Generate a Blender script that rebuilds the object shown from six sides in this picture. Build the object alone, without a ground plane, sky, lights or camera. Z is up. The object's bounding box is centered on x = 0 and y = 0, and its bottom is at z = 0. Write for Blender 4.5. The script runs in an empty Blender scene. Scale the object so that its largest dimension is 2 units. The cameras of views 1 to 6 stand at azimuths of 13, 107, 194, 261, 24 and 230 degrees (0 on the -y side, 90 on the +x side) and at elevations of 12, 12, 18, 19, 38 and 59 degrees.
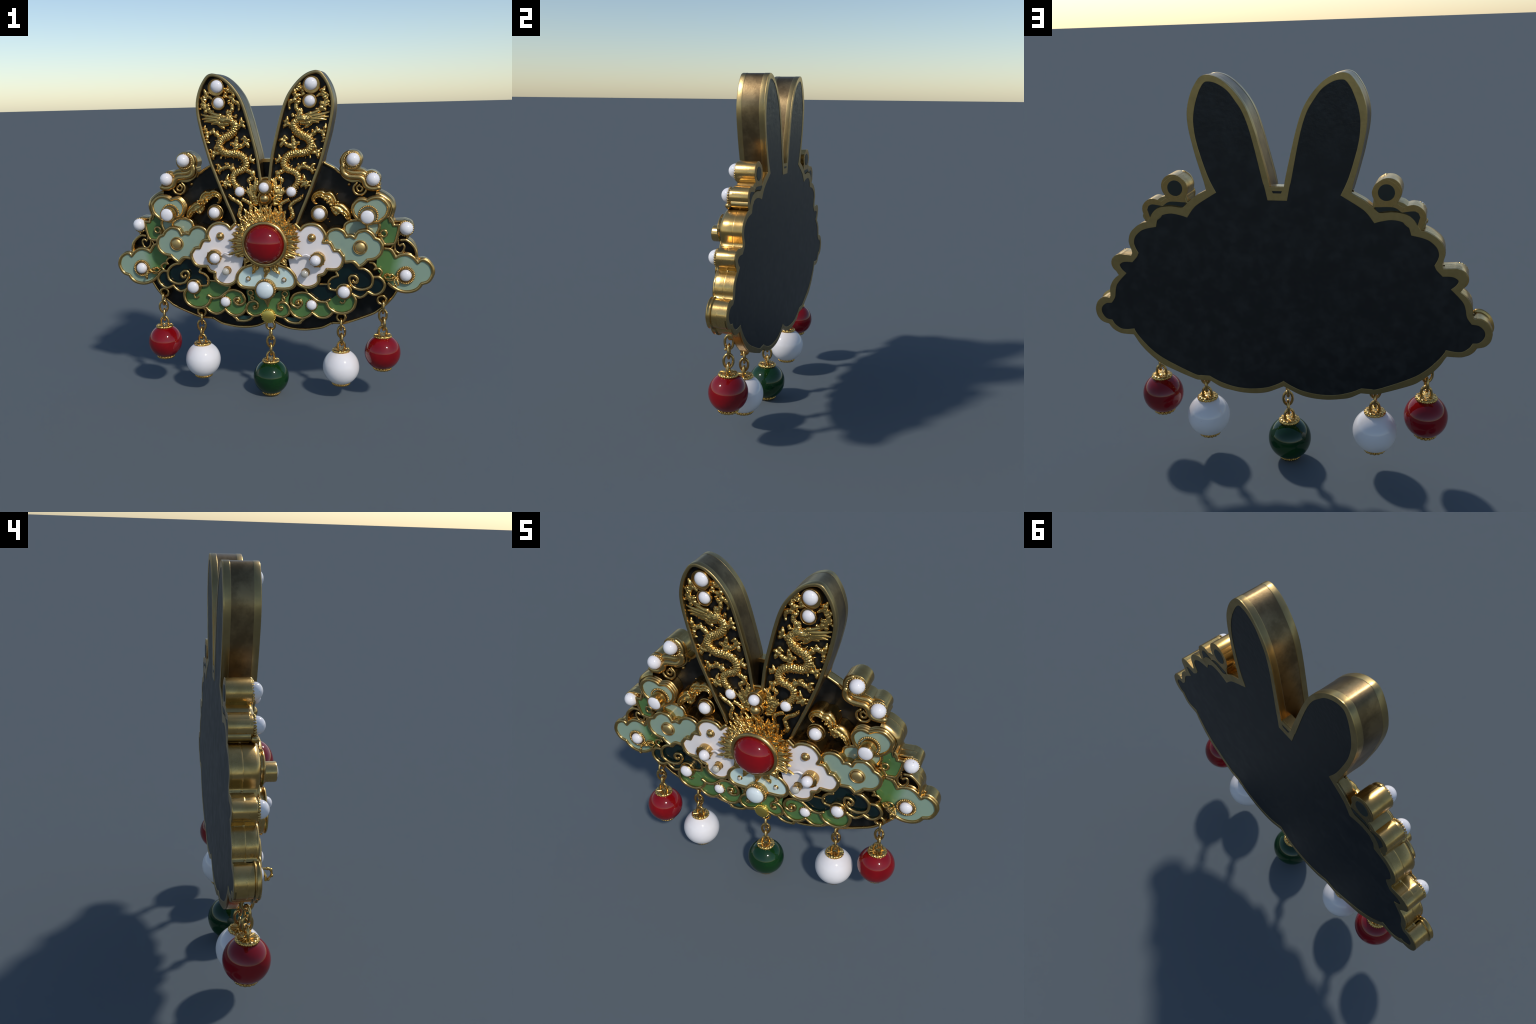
# A rabbit-eared enamel and gilt brooch with dragons, clouds, pearls and bead pendants.
# Frame: metres, z up, front faces -y.  The design is mirror symmetric about x = 0, so
# everything is laid out for the right half (x > 0) and copied across.
import bpy, bmesh, math, random
from mathutils import Vector, Matrix, noise
from mathutils.geometry import delaunay_2d_cdt

random.seed(7)
TAU = 2 * math.pi

# ------------------------------------------------------------------ control points (x, z)
# Each curve is a list of strokes; a stroke is a smooth spline, strokes meet in corners.
BACK_EAR = [
    [(.047, 1.444), (.04, 1.493), (.036, 1.525), (.069, 1.672), (.089, 1.758), (.135, 1.863), (.195, 1.945), (.229, 1.974), (.267, 1.993), (.299, 1.999), (.322, 1.997), (.343, 1.984), (.365, 1.953), (.387, 1.909), (.401, 1.861), (.409, 1.806), (.408, 1.75), (.393, 1.652), (.365, 1.551), (.343, 1.47)],
]
BACK_SHOULDER = [
    [(.343, 1.47), (.402, 1.439), (.429, 1.417), (.449, 1.407)],
]
BACK_PLATE_TOP = [
    [(.449, 1.407), (.462, 1.387)],
    [(.462, 1.387), (.531, 1.396), (.587, 1.384), (.625, 1.353), (.645, 1.322), (.654, 1.307)],
]
BACK_LOBES = [
    [(.654, 1.307), (.682, 1.301), (.72, 1.279), (.749, 1.251), (.762, 1.219), (.763, 1.192), (.752, 1.15), (.758, 1.131)],
    [(.758, 1.131), (.8, 1.134), (.821, 1.135), (.852, 1.121), (.865, 1.096), (.862, 1.076), (.851, 1.048), (.837, 1.023)],
    [(.837, 1.023), (.868, .998), (.888, .966), (.895, .937), (.896, .911), (.903, .898)],
    [(.903, .898), (.928, .898), (.96, .882), (.982, .851), (.987, .82), (.979, .787), (.955, .762), (.913, .75)],
    [(.913, .75), (.888, .718), (.86, .703), (.822, .7), (.789, .7)],
    [(.789, .7), (.779, .684), (.757, .648), (.72, .605), (.678, .568), (.626, .534), (.476, .475), (.435, .47), (.387, .47)],
    [(.387, .47), (.333, .44), (.281, .427), (.216, .418), (.143, .42), (.086, .432), (.037, .454), (.003, .471)],
]
INSET_EAR = [
    [(-.004, 1.43), (.046, 1.429)],
    [(.046, 1.429), (.06, 1.496), (.068, 1.524), (.101, 1.678), (.125, 1.771), (.151, 1.839), (.184, 1.89), (.21, 1.924), (.241, 1.948), (.272, 1.963), (.301, 1.968), (.321, 1.962), (.343, 1.932), (.363, 1.885), (.376, 1.841), (.383, 1.792), (.38, 1.729), (.369, 1.67), (.345, 1.584), (.323, 1.52), (.294, 1.46)],
]
INSET_LOBES = [
    [(.294, 1.46), (.382, 1.406), (.414, 1.379), (.447, 1.335)],
    [(.447, 1.335), (.481, 1.345), (.528, 1.352), (.574, 1.343), (.6, 1.32), (.612, 1.283)],
    [(.612, 1.283), (.657, 1.274), (.693, 1.26), (.725, 1.231), (.736, 1.2), (.732, 1.175), (.718, 1.145)],
    [(.718, 1.145), (.729, 1.123), (.756, 1.095)],
    [(.756, 1.095), (.789, 1.096), (.811, 1.091), (.826, 1.077), (.817, 1.056), (.794, 1.035)],
    [(.794, 1.035), (.827, 1.002), (.852, .972), (.863, .942), (.871, .902), (.893, .87)],
    [(.893, .87), (.924, .865), (.947, .847), (.955, .822), (.947, .797), (.927, .779), (.902, .775)],
    [(.902, .775), (.888, .752), (.86, .731), (.827, .727), (.783, .733)],
    [(.783, .733), (.773, .711), (.743, .671), (.692, .618), (.622, .57), (.474, .502), (.433, .497), (.39, .497)],
    [(.39, .497), (.336, .47), (.271, .45), (.206, .443), (.142, .447), (.085, .459), (.036, .48), (-.002, .503)],
]
BACK_RING_BLOCK = [
    [(.443, 1.407), (.45, 1.433)],
    [(.45, 1.433), (.437, 1.46), (.436, 1.486), (.453, 1.517), (.495, 1.536), (.537, 1.519), (.561, 1.49), (.56, 1.457), (.547, 1.429)],
    [(.547, 1.429), (.574, 1.412)],
    [(.574, 1.412), (.598, 1.42), (.621, 1.424), (.646, 1.416), (.668, 1.395), (.675, 1.375), (.672, 1.352), (.662, 1.328), (.654, 1.307)],
]
BACK_RING_INSET = [
    [(.649, 1.369), (.638, 1.328)],
    [(.638, 1.328), (.621, 1.356), (.588, 1.379), (.532, 1.388), (.478, 1.383), (.46, 1.389), (.443, 1.407), (.472, 1.41), (.533, 1.41), (.569, 1.388)],
    [(.569, 1.388), (.593, 1.392), (.624, 1.395), (.642, 1.386)],
]
EAR_FRONT = [
    [(.024, 1.375), (.04, 1.495), (.055, 1.566), (.08, 1.667), (.1, 1.743), (.122, 1.812), (.147, 1.866), (.183, 1.916), (.222, 1.955), (.26, 1.98), (.296, 1.991), (.316, 1.991), (.335, 1.983), (.354, 1.962), (.377, 1.925), (.394, 1.882), (.404, 1.839), (.406, 1.796), (.401, 1.745), (.39, 1.688), (.376, 1.625), (.336, 1.481), (.312, 1.416), (.291, 1.36), (.269, 1.303), (.244, 1.242), (.214, 1.171), (.182, 1.091)],
]
PLATE_TOP = [
    [(.333, 1.466), (.384, 1.44), (.401, 1.42), (.434, 1.397), (.466, 1.365), (.491, 1.341)],
]
PLATE_BOTTOM = [
    [(.087, .425), (.12, .419), (.204, .419), (.287, .431), (.352, .456), (.388, .473), (.42, .472)],
    [(.42, .472), (.466, .48), (.533, .501), (.603, .537), (.678, .573)],
]
LOW_CLOUD = [
    [(.706, .964), (.742, .955), (.77, .911)],
    [(.77, .911), (.798, .926), (.834, .93), (.869, .914), (.899, .882)],
    [(.899, .882), (.916, .898), (.942, .895), (.972, .87), (.986, .828), (.977, .794), (.957, .768), (.923, .755)],
    [(.923, .755), (.905, .729), (.876, .71), (.832, .702), (.79, .71), (.754, .73), (.725, .755)],
    [(.725, .755), (.693, .785), (.66, .843), (.659, .896)],
    [(.659, .896), (.706, .964)],
]
LEAF = [
    [(.67, 1.124), (.721, 1.155), (.743, 1.138), (.756, 1.106)],
    [(.756, 1.106), (.786, 1.107)],
    [(.786, 1.107), (.783, 1.068), (.765, 1.004), (.739, .993), (.704, .991)],
    [(.704, .991), (.68, 1.036), (.664, 1.075)],
    [(.664, 1.075), (.67, 1.124)],
]
HEART = [
    [(.603, 1.251), (.563, 1.259), (.535, 1.242), (.518, 1.21), (.526, 1.171), (.548, 1.144)],
    [(.548, 1.144), (.608, 1.121), (.67, 1.128)],
    [(.67, 1.128), (.704, 1.156), (.721, 1.186), (.723, 1.221), (.7, 1.252), (.669, 1.269), (.632, 1.266), (.603, 1.251)],
]
CRESCENT = [
    [(.605, 1.27), (.661, 1.291), (.698, 1.286), (.729, 1.266), (.755, 1.233), (.761, 1.201), (.755, 1.173), (.746, 1.157)],
]
UNDER_SAGE = [
    [(.467, 1.076), (.47, 1.1), (.482, 1.117), (.509, 1.131), (.548, 1.135), (.66, 1.133), (.672, 1.112), (.673, 1.088), (.659, 1.055)],
]
WHITE_CLOUD = [
    [(.184, 1.112), (.215, 1.082)],
    [(.215, 1.082), (.242, 1.107), (.281, 1.116), (.323, 1.105), (.353, 1.073), (.362, 1.041), (.35, 1.009)],
    [(.35, 1.009), (.389, 1.005), (.415, .96)],
    [(.415, .96), (.443, .957), (.464, .93), (.469, .924), (.468, .897), (.452, .863), (.425, .845), (.371, .845)],
    [(.371, .845), (.353, .817), (.322, .806)],
    [(.322, .806), (.322, .774), (.305, .749), (.27, .733), (.235, .732), (.204, .745), (.185, .768)],
    [(.185, .768), (.149, .854), (.121, 1.043), (.184, 1.112)],
]
SAGE_CLOUD = [
    [(.368, 1.044), (.381, 1.07), (.408, 1.085), (.438, 1.086), (.468, 1.07), (.486, 1.042)],
    [(.486, 1.042), (.51, 1.047), (.533, 1.036)],
    [(.533, 1.036), (.552, 1.069), (.584, 1.08), (.602, 1.08), (.632, 1.061), (.652, 1.034)],
    [(.652, 1.034), (.676, 1.023), (.691, .999), (.693, .969), (.68, .938), (.651, .913), (.607, .904)],
    [(.607, .904), (.589, .884), (.56, .863)],
    [(.56, .863), (.525, .892), (.471, .89), (.453, .923), (.381, .999), (.368, 1.044)],
]
BLUE_CLOUD_HALF = [
    [(.081, .865), (.131, .847), (.158, .825), (.178, .795), (.181, .758), (.16, .728), (.122, .717), (.069, .716), (.018, .715)],
]
TEAL_LOBE_A = [
    [(.456, .879), (.473, .885), (.52, .887), (.559, .85)],
    [(.559, .85), (.591, .846), (.622, .824), (.639, .793), (.636, .755), (.616, .733), (.575, .721), (.531, .73), (.509, .754), (.5, .782), (.51, .802), (.534, .802), (.551, .784), (.544, .764), (.527, .765), (.524, .774)],
]
TEAL_LOBE_B = [
    [(.642, .797), (.675, .797), (.699, .777), (.709, .747), (.696, .715), (.67, .695), (.643, .691), (.61, .706)],
    [(.61, .706), (.592, .685), (.565, .671), (.534, .679), (.519, .691)],
]
TEAL_LOBE_C = [
    [(.618, .881), (.639, .877), (.655, .856), (.645, .839)],
    [(.645, .839), (.669, .845), (.689, .829), (.685, .809), (.668, .796)],
]
TEAL_LEFT = [
    [(.421, .822), (.433, .8)],
    [(.433, .8), (.4, .788), (.379, .766), (.375, .745), (.383, .717), (.417, .709)],
]
TEAL_TICK = [
    [(.324, .743), (.383, .745)],
]
TEAL_FIELD = [
    [(.329, .74), (.371, .742)],
    [(.371, .742), (.378, .763), (.399, .785), (.431, .797), (.419, .82)],
    [(.419, .82), (.454, .88), (.518, .883), (.558, .846)],
    [(.558, .846), (.59, .842), (.624, .82), (.641, .794), (.674, .794), (.698, .774), (.708, .744), (.696, .712), (.669, .692), (.642, .688), (.609, .703)],
    [(.609, .703), (.591, .682), (.564, .668), (.523, .683)],
    [(.523, .683), (.471, .674), (.419, .704), (.381, .713)],
    [(.381, .713), (.364, .738)],
]
LOWER_FIELD = [
    [(.237, .704), (.329, .743), (.37, .741), (.384, .709), (.453, .701)],
    [(.453, .701), (.453, .651), (.38, .644), (.349, .63), (.307, .636), (.272, .662), (.244, .681)],
]
SCROLL_BIG = [
    [(.382, .649), (.351, .634), (.309, .64), (.274, .666), (.246, .685), (.207, .69), (.165, .673), (.145, .636), (.153, .607), (.185, .595), (.21, .611), (.207, .637), (.186, .638), (.179, .621), (.192, .616)],
]
LOBE_A = [
    [(.363, .632), (.379, .598), (.413, .574), (.455, .567), (.497, .578), (.527, .604), (.539, .644), (.531, .672), (.517, .689)],
]
LOBE_B = [
    [(.274, .562), (.308, .538), (.343, .533), (.378, .546), (.401, .57)],
]
LOBE_C = [
    [(.14, .568), (.166, .538), (.209, .525), (.248, .538), (.275, .563)],
]
LOBE_D = [
    [(.097, .521), (.122, .499), (.16, .49), (.198, .493), (.2, .5), (.223, .52)],
]
SCROLL_MID = [
    [(.083, .593), (.092, .585), (.082, .573), (.068, .582), (.064, .605), (.078, .622), (.104, .621), (.126, .604), (.137, .575), (.127, .547), (.096, .529), (.074, .53), (.047, .539)],
]
FIELD_A = [
    [(.363, .634), (.377, .595), (.412, .571), (.454, .563), (.495, .574), (.526, .601), (.538, .64), (.53, .669), (.516, .686)],
    [(.516, .686), (.454, .702)],
    [(.454, .702), (.381, .645)],
]
FIELD_B = [
    [(.273, .559), (.306, .535), (.342, .53), (.377, .543), (.405, .57)],
    [(.405, .57), (.361, .63), (.307, .637), (.289, .641)],
]
FIELD_C = [
    [(.138, .565), (.164, .535), (.207, .522), (.246, .534), (.275, .559)],
    [(.275, .559), (.293, .642), (.272, .663), (.244, .682), (.205, .686), (.162, .67), (.142, .632)],
]
FIELD_D = [
    [(.095, .522), (.121, .497), (.159, .487), (.197, .49), (.199, .498), (.224, .521)],
]
FIELD_MID = [
    [(.005, .612), (.038, .672), (.083, .696), (.125, .697), (.136, .675), (.127, .63), (.139, .572), (.126, .543), (.093, .524), (.071, .526), (.003, .53)],
]
SIDE_CURVE = [
    [(.797, 1.016), (.826, 1.016), (.856, .996), (.88, .966), (.889, .93), (.888, .908)],
]
SIDE_SCROLL = [
    [(.791, .982), (.809, .992), (.819, .973), (.807, .943), (.786, .938), (.767, .954), (.763, .982), (.77, 1.012), (.779, 1.031)],
]
SIDE_BAR = [
    [(.767, 1.015), (.743, .964)],
]
S_RIBBON = [
    [(.459, 1.452), (.455, 1.432), (.464, 1.408), (.488, 1.392), (.526, 1.387), (.559, 1.383), (.579, 1.367), (.59, 1.34), (.611, 1.323), (.645, 1.319), (.664, 1.324)],
]
S_RIBBON_UP = [
    [(.478, 1.441), (.491, 1.41), (.519, 1.402), (.56, 1.403), (.582, 1.397), (.59, 1.378)],
]
S_CRESCENT = [
    [(.489, 1.529), (.466, 1.512), (.454, 1.484), (.457, 1.455)],
]
S_RING = [
    [(.538, 1.35), (.52, 1.328), (.524, 1.299), (.547, 1.282), (.577, 1.287), (.594, 1.309), (.593, 1.329), (.578, 1.345)],
]
S_CURL = [
    [(.554, 1.34), (.538, 1.324), (.548, 1.303), (.567, 1.306), (.572, 1.322), (.559, 1.332)],
]
S_BLOCK = [
    [(.449, 1.449), (.44, 1.411), (.462, 1.376), (.508, 1.354), (.559, 1.357), (.584, 1.331), (.609, 1.316), (.659, 1.312), (.671, 1.35), (.59, 1.42), (.558, 1.436), (.486, 1.452)],
]
WING_TOP_OUT = [
    [(.29, 1.227), (.275, 1.249), (.274, 1.271), (.288, 1.292), (.315, 1.307), (.339, 1.307), (.354, 1.298)],
    [(.354, 1.298), (.385, 1.302), (.409, 1.283), (.425, 1.25), (.425, 1.235)],
]
WING_TOP_IN = [
    [(.312, 1.233), (.297, 1.246), (.303, 1.262), (.324, 1.268), (.351, 1.254), (.369, 1.241), (.384, 1.213)],
]
WING_LOW_OUT = [
    [(.412, 1.223), (.43, 1.237), (.46, 1.228), (.49, 1.199), (.506, 1.172), (.509, 1.148), (.504, 1.132)],
]
WING_LOW_IN = [
    [(.384, 1.213), (.39, 1.189), (.409, 1.162), (.421, 1.159), (.436, 1.174), (.457, 1.165), (.473, 1.147), (.487, 1.132)],
]
DR_BODY = [
    [(.201, 1.72), (.18, 1.706), (.178, 1.682), (.193, 1.656), (.227, 1.632), (.257, 1.617), (.273, 1.593), (.275, 1.57), (.258, 1.545), (.226, 1.532), (.19, 1.531), (.153, 1.523), (.127, 1.504), (.115, 1.478), (.119, 1.451), (.14, 1.433), (.17, 1.422), (.193, 1.404), (.199, 1.379), (.191, 1.352), (.172, 1.33), (.164, 1.318)],
]
DR_TAIL_A = [
    [(.145, 1.259), (.115, 1.244), (.092, 1.228), (.088, 1.198), (.091, 1.171), (.086, 1.139)],
]
DR_TAIL_B = [
    [(.223, 1.278), (.202, 1.258), (.169, 1.24), (.15, 1.216), (.158, 1.185), (.163, 1.158), (.138, 1.129)],
]
DR_SNOUT = [
    [(.198, 1.726), (.222, 1.731), (.246, 1.725), (.273, 1.733)],
]
DR_JAW = [
    [(.213, 1.708), (.24, 1.705), (.27, 1.704), (.261, 1.69), (.246, 1.681)],
]
DR_BROW = [
    [(.193, 1.74), (.217, 1.746), (.237, 1.742), (.258, 1.748)],
]
DRAGON_LIMBS = [
    [(.177, 1.7), (.153, 1.694), (.138, 1.709)],
    [(.138, 1.709), (.138, 1.727), (.136, 1.744)],
    [(.138, 1.709), (.124, 1.713), (.114, 1.716)],
    [(.141, 1.703), (.123, 1.689), (.113, 1.675)],
    [(.153, 1.694), (.153, 1.683), (.156, 1.675)],
    [(.254, 1.625), (.275, 1.631), (.296, 1.648), (.314, 1.66), (.338, 1.652), (.357, 1.653)],
    [(.357, 1.653), (.359, 1.673), (.362, 1.688), (.363, 1.701)],
    [(.35, 1.653), (.35, 1.624), (.352, 1.601), (.335, 1.595)],
    [(.314, 1.66), (.311, 1.679)],
    [(.305, 1.654), (.284, 1.664)],
    [(.359, 1.668), (.378, 1.67)],
    [(.172, 1.543), (.177, 1.573), (.173, 1.6), (.168, 1.623)],
    [(.175, 1.576), (.145, 1.575), (.124, 1.587), (.114, 1.605), (.122, 1.628)],
    [(.114, 1.605), (.097, 1.609), (.083, 1.602)],
    [(.106, 1.591), (.099, 1.577), (.095, 1.563)],
    [(.181, 1.579), (.2, 1.59), (.209, 1.578)],
    [(.124, 1.618), (.137, 1.615)],
    [(.274, 1.536), (.304, 1.532), (.316, 1.539)],
    [(.316, 1.539), (.334, 1.552)],
    [(.316, 1.536), (.334, 1.528)],
    [(.31, 1.53), (.319, 1.512), (.316, 1.496)],
    [(.262, 1.528), (.271, 1.504)],
    [(.284, 1.589), (.302, 1.56), (.304, 1.536)],
    [(.116, 1.49), (.092, 1.493)],
    [(.092, 1.493), (.088, 1.508), (.081, 1.525)],
    [(.092, 1.496), (.066, 1.495)],
    [(.086, 1.493), (.072, 1.484), (.064, 1.468)],
    [(.192, 1.427), (.207, 1.445), (.234, 1.453), (.265, 1.441), (.286, 1.444)],
    [(.283, 1.444), (.286, 1.462), (.305, 1.467)],
    [(.277, 1.438), (.283, 1.421), (.282, 1.406)],
    [(.213, 1.451), (.198, 1.464)],
    [(.235, 1.454), (.23, 1.47), (.25, 1.474)],
    [(.289, 1.444), (.299, 1.429)],
    [(.112, 1.43), (.087, 1.418), (.072, 1.403), (.082, 1.382), (.104, 1.374)],
    [(.072, 1.406), (.064, 1.42)],
    [(.075, 1.4), (.061, 1.382)],
    [(.104, 1.374), (.099, 1.361), (.091, 1.344)],
    [(.093, 1.382), (.108, 1.379)],
    [(.209, 1.367), (.224, 1.361), (.255, 1.359)],
    [(.255, 1.359), (.272, 1.365)],
    [(.252, 1.358), (.247, 1.337), (.241, 1.318)],
    [(.24, 1.349), (.221, 1.34), (.212, 1.326)],
    [(.231, 1.367), (.235, 1.385), (.226, 1.409)],
    [(.255, 1.358), (.264, 1.343)],
]
DRAGON_MANE = [
    [(.24, 1.742), (.276, 1.753), (.321, 1.77), (.353, 1.775)],
    [(.246, 1.736), (.3, 1.744), (.347, 1.752), (.386, 1.762)],
    [(.264, 1.727), (.306, 1.732), (.344, 1.737), (.381, 1.734)],
    [(.27, 1.724), (.306, 1.727), (.338, 1.723), (.369, 1.718)],
    [(.276, 1.721), (.3, 1.712), (.325, 1.702)],
    [(.267, 1.716), (.282, 1.707), (.294, 1.712)],
    [(.261, 1.748), (.273, 1.756), (.294, 1.756), (.312, 1.781)],
]
DRAGON_HORNS = [
    [(.202, 1.734), (.205, 1.758), (.203, 1.775), (.192, 1.79), (.193, 1.813), (.212, 1.827), (.215, 1.841)],
    [(.223, 1.743), (.217, 1.766), (.221, 1.78), (.214, 1.786)],
    [(.175, 1.741), (.17, 1.751)],
    [(.182, 1.836), (.188, 1.85), (.206, 1.86), (.231, 1.862)],
    [(.188, 1.833), (.164, 1.831), (.15, 1.814), (.15, 1.788)],
    [(.185, 1.853), (.182, 1.879), (.189, 1.891), (.212, 1.893)],
    [(.215, 1.893), (.224, 1.907), (.233, 1.908)],
    [(.195, 1.896), (.201, 1.91), (.21, 1.93), (.177, 1.897)],
    [(.227, 1.887), (.239, 1.866)],
    [(.355, 1.769), (.359, 1.797), (.368, 1.811), (.389, 1.794)],
    [(.365, 1.812), (.362, 1.837), (.351, 1.86), (.33, 1.865), (.317, 1.856)],
    [(.354, 1.863), (.345, 1.886), (.333, 1.891)],
    [(.351, 1.883), (.358, 1.903)],
    [(.342, 1.826), (.337, 1.798), (.33, 1.775), (.306, 1.784)],
    [(.365, 1.837), (.38, 1.82)],
    [(.362, 1.866), (.377, 1.854)],
]
TALL_FLAMES = [
    [(.056, 1.218), (.054, 1.259), (.079, 1.3), (.083, 1.347)],
    [(.071, 1.245), (.085, 1.283), (.1, 1.324)],
    [(.092, 1.29), (.124, 1.31)],
    [(.065, 1.293), (.052, 1.334), (.049, 1.385)],
]

# ------------------------------------------------------------------ materials
def new_mat(name):
    m = bpy.data.materials.new(name)
    m.use_nodes = True
    nt = m.node_tree
    return m, nt, nt.nodes["Principled BSDF"]


def N(nt, kind, **kw):
    n = nt.nodes.new(kind)
    for k, v in kw.items():
        if k in n.inputs:
            n.inputs[k].default_value = v
        else:
            setattr(n, k, v)
    return n


def noise_tex(nt, scale, detail=4.0, rough=0.55):
    tc = N(nt, "ShaderNodeTexCoord")
    nz = N(nt, "ShaderNodeTexNoise", Scale=scale, Detail=detail, Roughness=rough)
    nt.links.new(tc.outputs["Object"], nz.inputs["Vector"])
    return nz.outputs["Fac"], tc


def ramp(nt, fac, stops):
    r = N(nt, "ShaderNodeValToRGB")
    cr = r.color_ramp
    while len(cr.elements) < len(stops):
        cr.elements.new(0.5)
    for e, (p, c) in zip(cr.elements, stops):
        e.position = p
        e.color = (*c, 1) if len(c) == 3 else c
    nt.links.new(fac, r.inputs["Fac"])
    return r.outputs["Color"]


def maprange(nt, v, a, b, c, d):
    n = N(nt, "ShaderNodeMapRange")
    for i, val in enumerate((a, b, c, d)):
        n.inputs[i + 1].default_value = val
    nt.links.new(v, n.inputs[0])
    return n.outputs[0]


def bump(nt, height, strength, dist, bevel=0.0):
    b = N(nt, "ShaderNodeBump", Strength=strength, Distance=dist)
    nt.links.new(height, b.inputs["Height"])
    if bevel:
        bv = N(nt, "ShaderNodeBevel", samples=4, Radius=bevel)
        nt.links.new(bv.outputs[0], b.inputs["Normal"])
    return b.outputs[0]


def gold(name, light, dark, r0=0.2, r1=0.36, scale=14.0, bev=0.003, band=None):
    m, nt, b = new_mat(name)
    f, tc = noise_tex(nt, scale, 5)
    col = ramp(nt, f, [(0.3, dark), (0.62, light)])
    rough = maprange(nt, f, 0.3, 0.7, r1, r0)
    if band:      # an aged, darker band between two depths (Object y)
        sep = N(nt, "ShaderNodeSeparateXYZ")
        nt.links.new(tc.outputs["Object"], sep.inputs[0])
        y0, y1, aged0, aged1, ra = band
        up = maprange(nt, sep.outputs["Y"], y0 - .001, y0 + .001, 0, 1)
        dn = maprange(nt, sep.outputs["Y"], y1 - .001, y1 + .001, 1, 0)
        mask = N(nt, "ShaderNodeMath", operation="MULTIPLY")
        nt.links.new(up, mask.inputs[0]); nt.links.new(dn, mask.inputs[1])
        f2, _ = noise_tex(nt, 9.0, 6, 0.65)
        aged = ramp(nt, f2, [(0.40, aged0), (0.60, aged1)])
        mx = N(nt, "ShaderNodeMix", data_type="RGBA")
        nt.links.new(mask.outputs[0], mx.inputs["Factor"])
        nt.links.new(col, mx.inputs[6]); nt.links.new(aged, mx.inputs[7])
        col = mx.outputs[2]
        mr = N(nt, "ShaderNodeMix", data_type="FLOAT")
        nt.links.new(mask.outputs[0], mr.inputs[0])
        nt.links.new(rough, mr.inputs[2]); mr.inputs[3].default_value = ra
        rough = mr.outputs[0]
    b.inputs["Metallic"].default_value = 1.0
    nt.links.new(col, b.inputs["Base Color"])
    nt.links.new(rough, b.inputs["Roughness"])
    f3, _ = noise_tex(nt, 90.0, 3)
    nt.links.new(bump(nt, f3, 0.12, 0.002, bev), b.inputs["Normal"])
    return m


def gloss(name, light, dark, rough=0.12, scale=8.0, coat=0.4, specks=None, bumpy=0.04, streak=False):
    m, nt, b = new_mat(name)
    f, tc = noise_tex(nt, scale, 5)
    col = ramp(nt, f, [(0.35, dark), (0.6, light)])
    if specks:
        thr, sc, colour = specks
        f2, _ = noise_tex(nt, sc, 2, 0.5)
        k = ramp(nt, f2, [(thr, (0, 0, 0)), (thr + .03, (1, 1, 1))])
        mx = N(nt, "ShaderNodeMix", data_type="RGBA")
        nt.links.new(k, mx.inputs["Factor"])
        nt.links.new(col, mx.inputs[6]); mx.inputs[7].default_value = (*colour, 1)
        col = mx.outputs[2]
    nt.links.new(col, b.inputs["Base Color"])
    b.inputs["Roughness"].default_value = rough
    b.inputs["Coat Weight"].default_value = coat
    b.inputs["Coat Roughness"].default_value = 0.04
    f3, _ = noise_tex(nt, 30.0, 3)
    nt.links.new(bump(nt, f3, bumpy, 0.004), b.inputs["Normal"])
    return m


GOLD = gold("polished_gold", (.65, .425, .155), (.47, .30, .10), .21, .35)
RELIEF = gold("relief_gold", (.76, .48, .15), (.56, .33, .09), .18, .30, 30.0, 0)
BRASS = gold("brushed_brass", (.52, .37, .15), (.42, .295, .115), .28, .42, 18.0)
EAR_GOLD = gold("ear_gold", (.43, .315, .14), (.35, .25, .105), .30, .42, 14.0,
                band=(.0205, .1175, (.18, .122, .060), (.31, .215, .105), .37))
FLAT_GOLD = gold("flat_knob_gold", (.86, .64, .15), (.74, .54, .12), .34, .42)
BOSS = gold("satin_boss_gold", (.74, .52, .22), (.62, .43, .17), .40, .50)

def panel_mat(name, spec, hammered):
    m, nt, b = new_mat(name)
    f, tc = noise_tex(nt, 16, 6, .6)
    nt.links.new(ramp(nt, f, [(.45, (.0050, .0056, .0060)), (.72, (.016, .0165, .0165))]), b.inputs["Base Color"])
    nt.links.new(maprange(nt, f, .35, .7, .36, .48), b.inputs["Roughness"])
    b.inputs["Specular IOR Level"].default_value = spec
    f3, tc3 = noise_tex(nt, 42, 4)
    h = f3
    if hammered:           # the hammered texture fades out below the ears
        sep = N(nt, "ShaderNodeSeparateXYZ")
        nt.links.new(tc3.outputs["Object"], sep.inputs[0])
        mul = N(nt, "ShaderNodeMath", operation="MULTIPLY")
        nt.links.new(f3, mul.inputs[0])
        nt.links.new(maprange(nt, sep.outputs["Z"], 1.55, 1.85, .12, 1), mul.inputs[1])
        h = mul.outputs[0]
    nt.links.new(bump(nt, h, .35 if hammered else .1, .006), b.inputs["Normal"])
    return m

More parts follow.
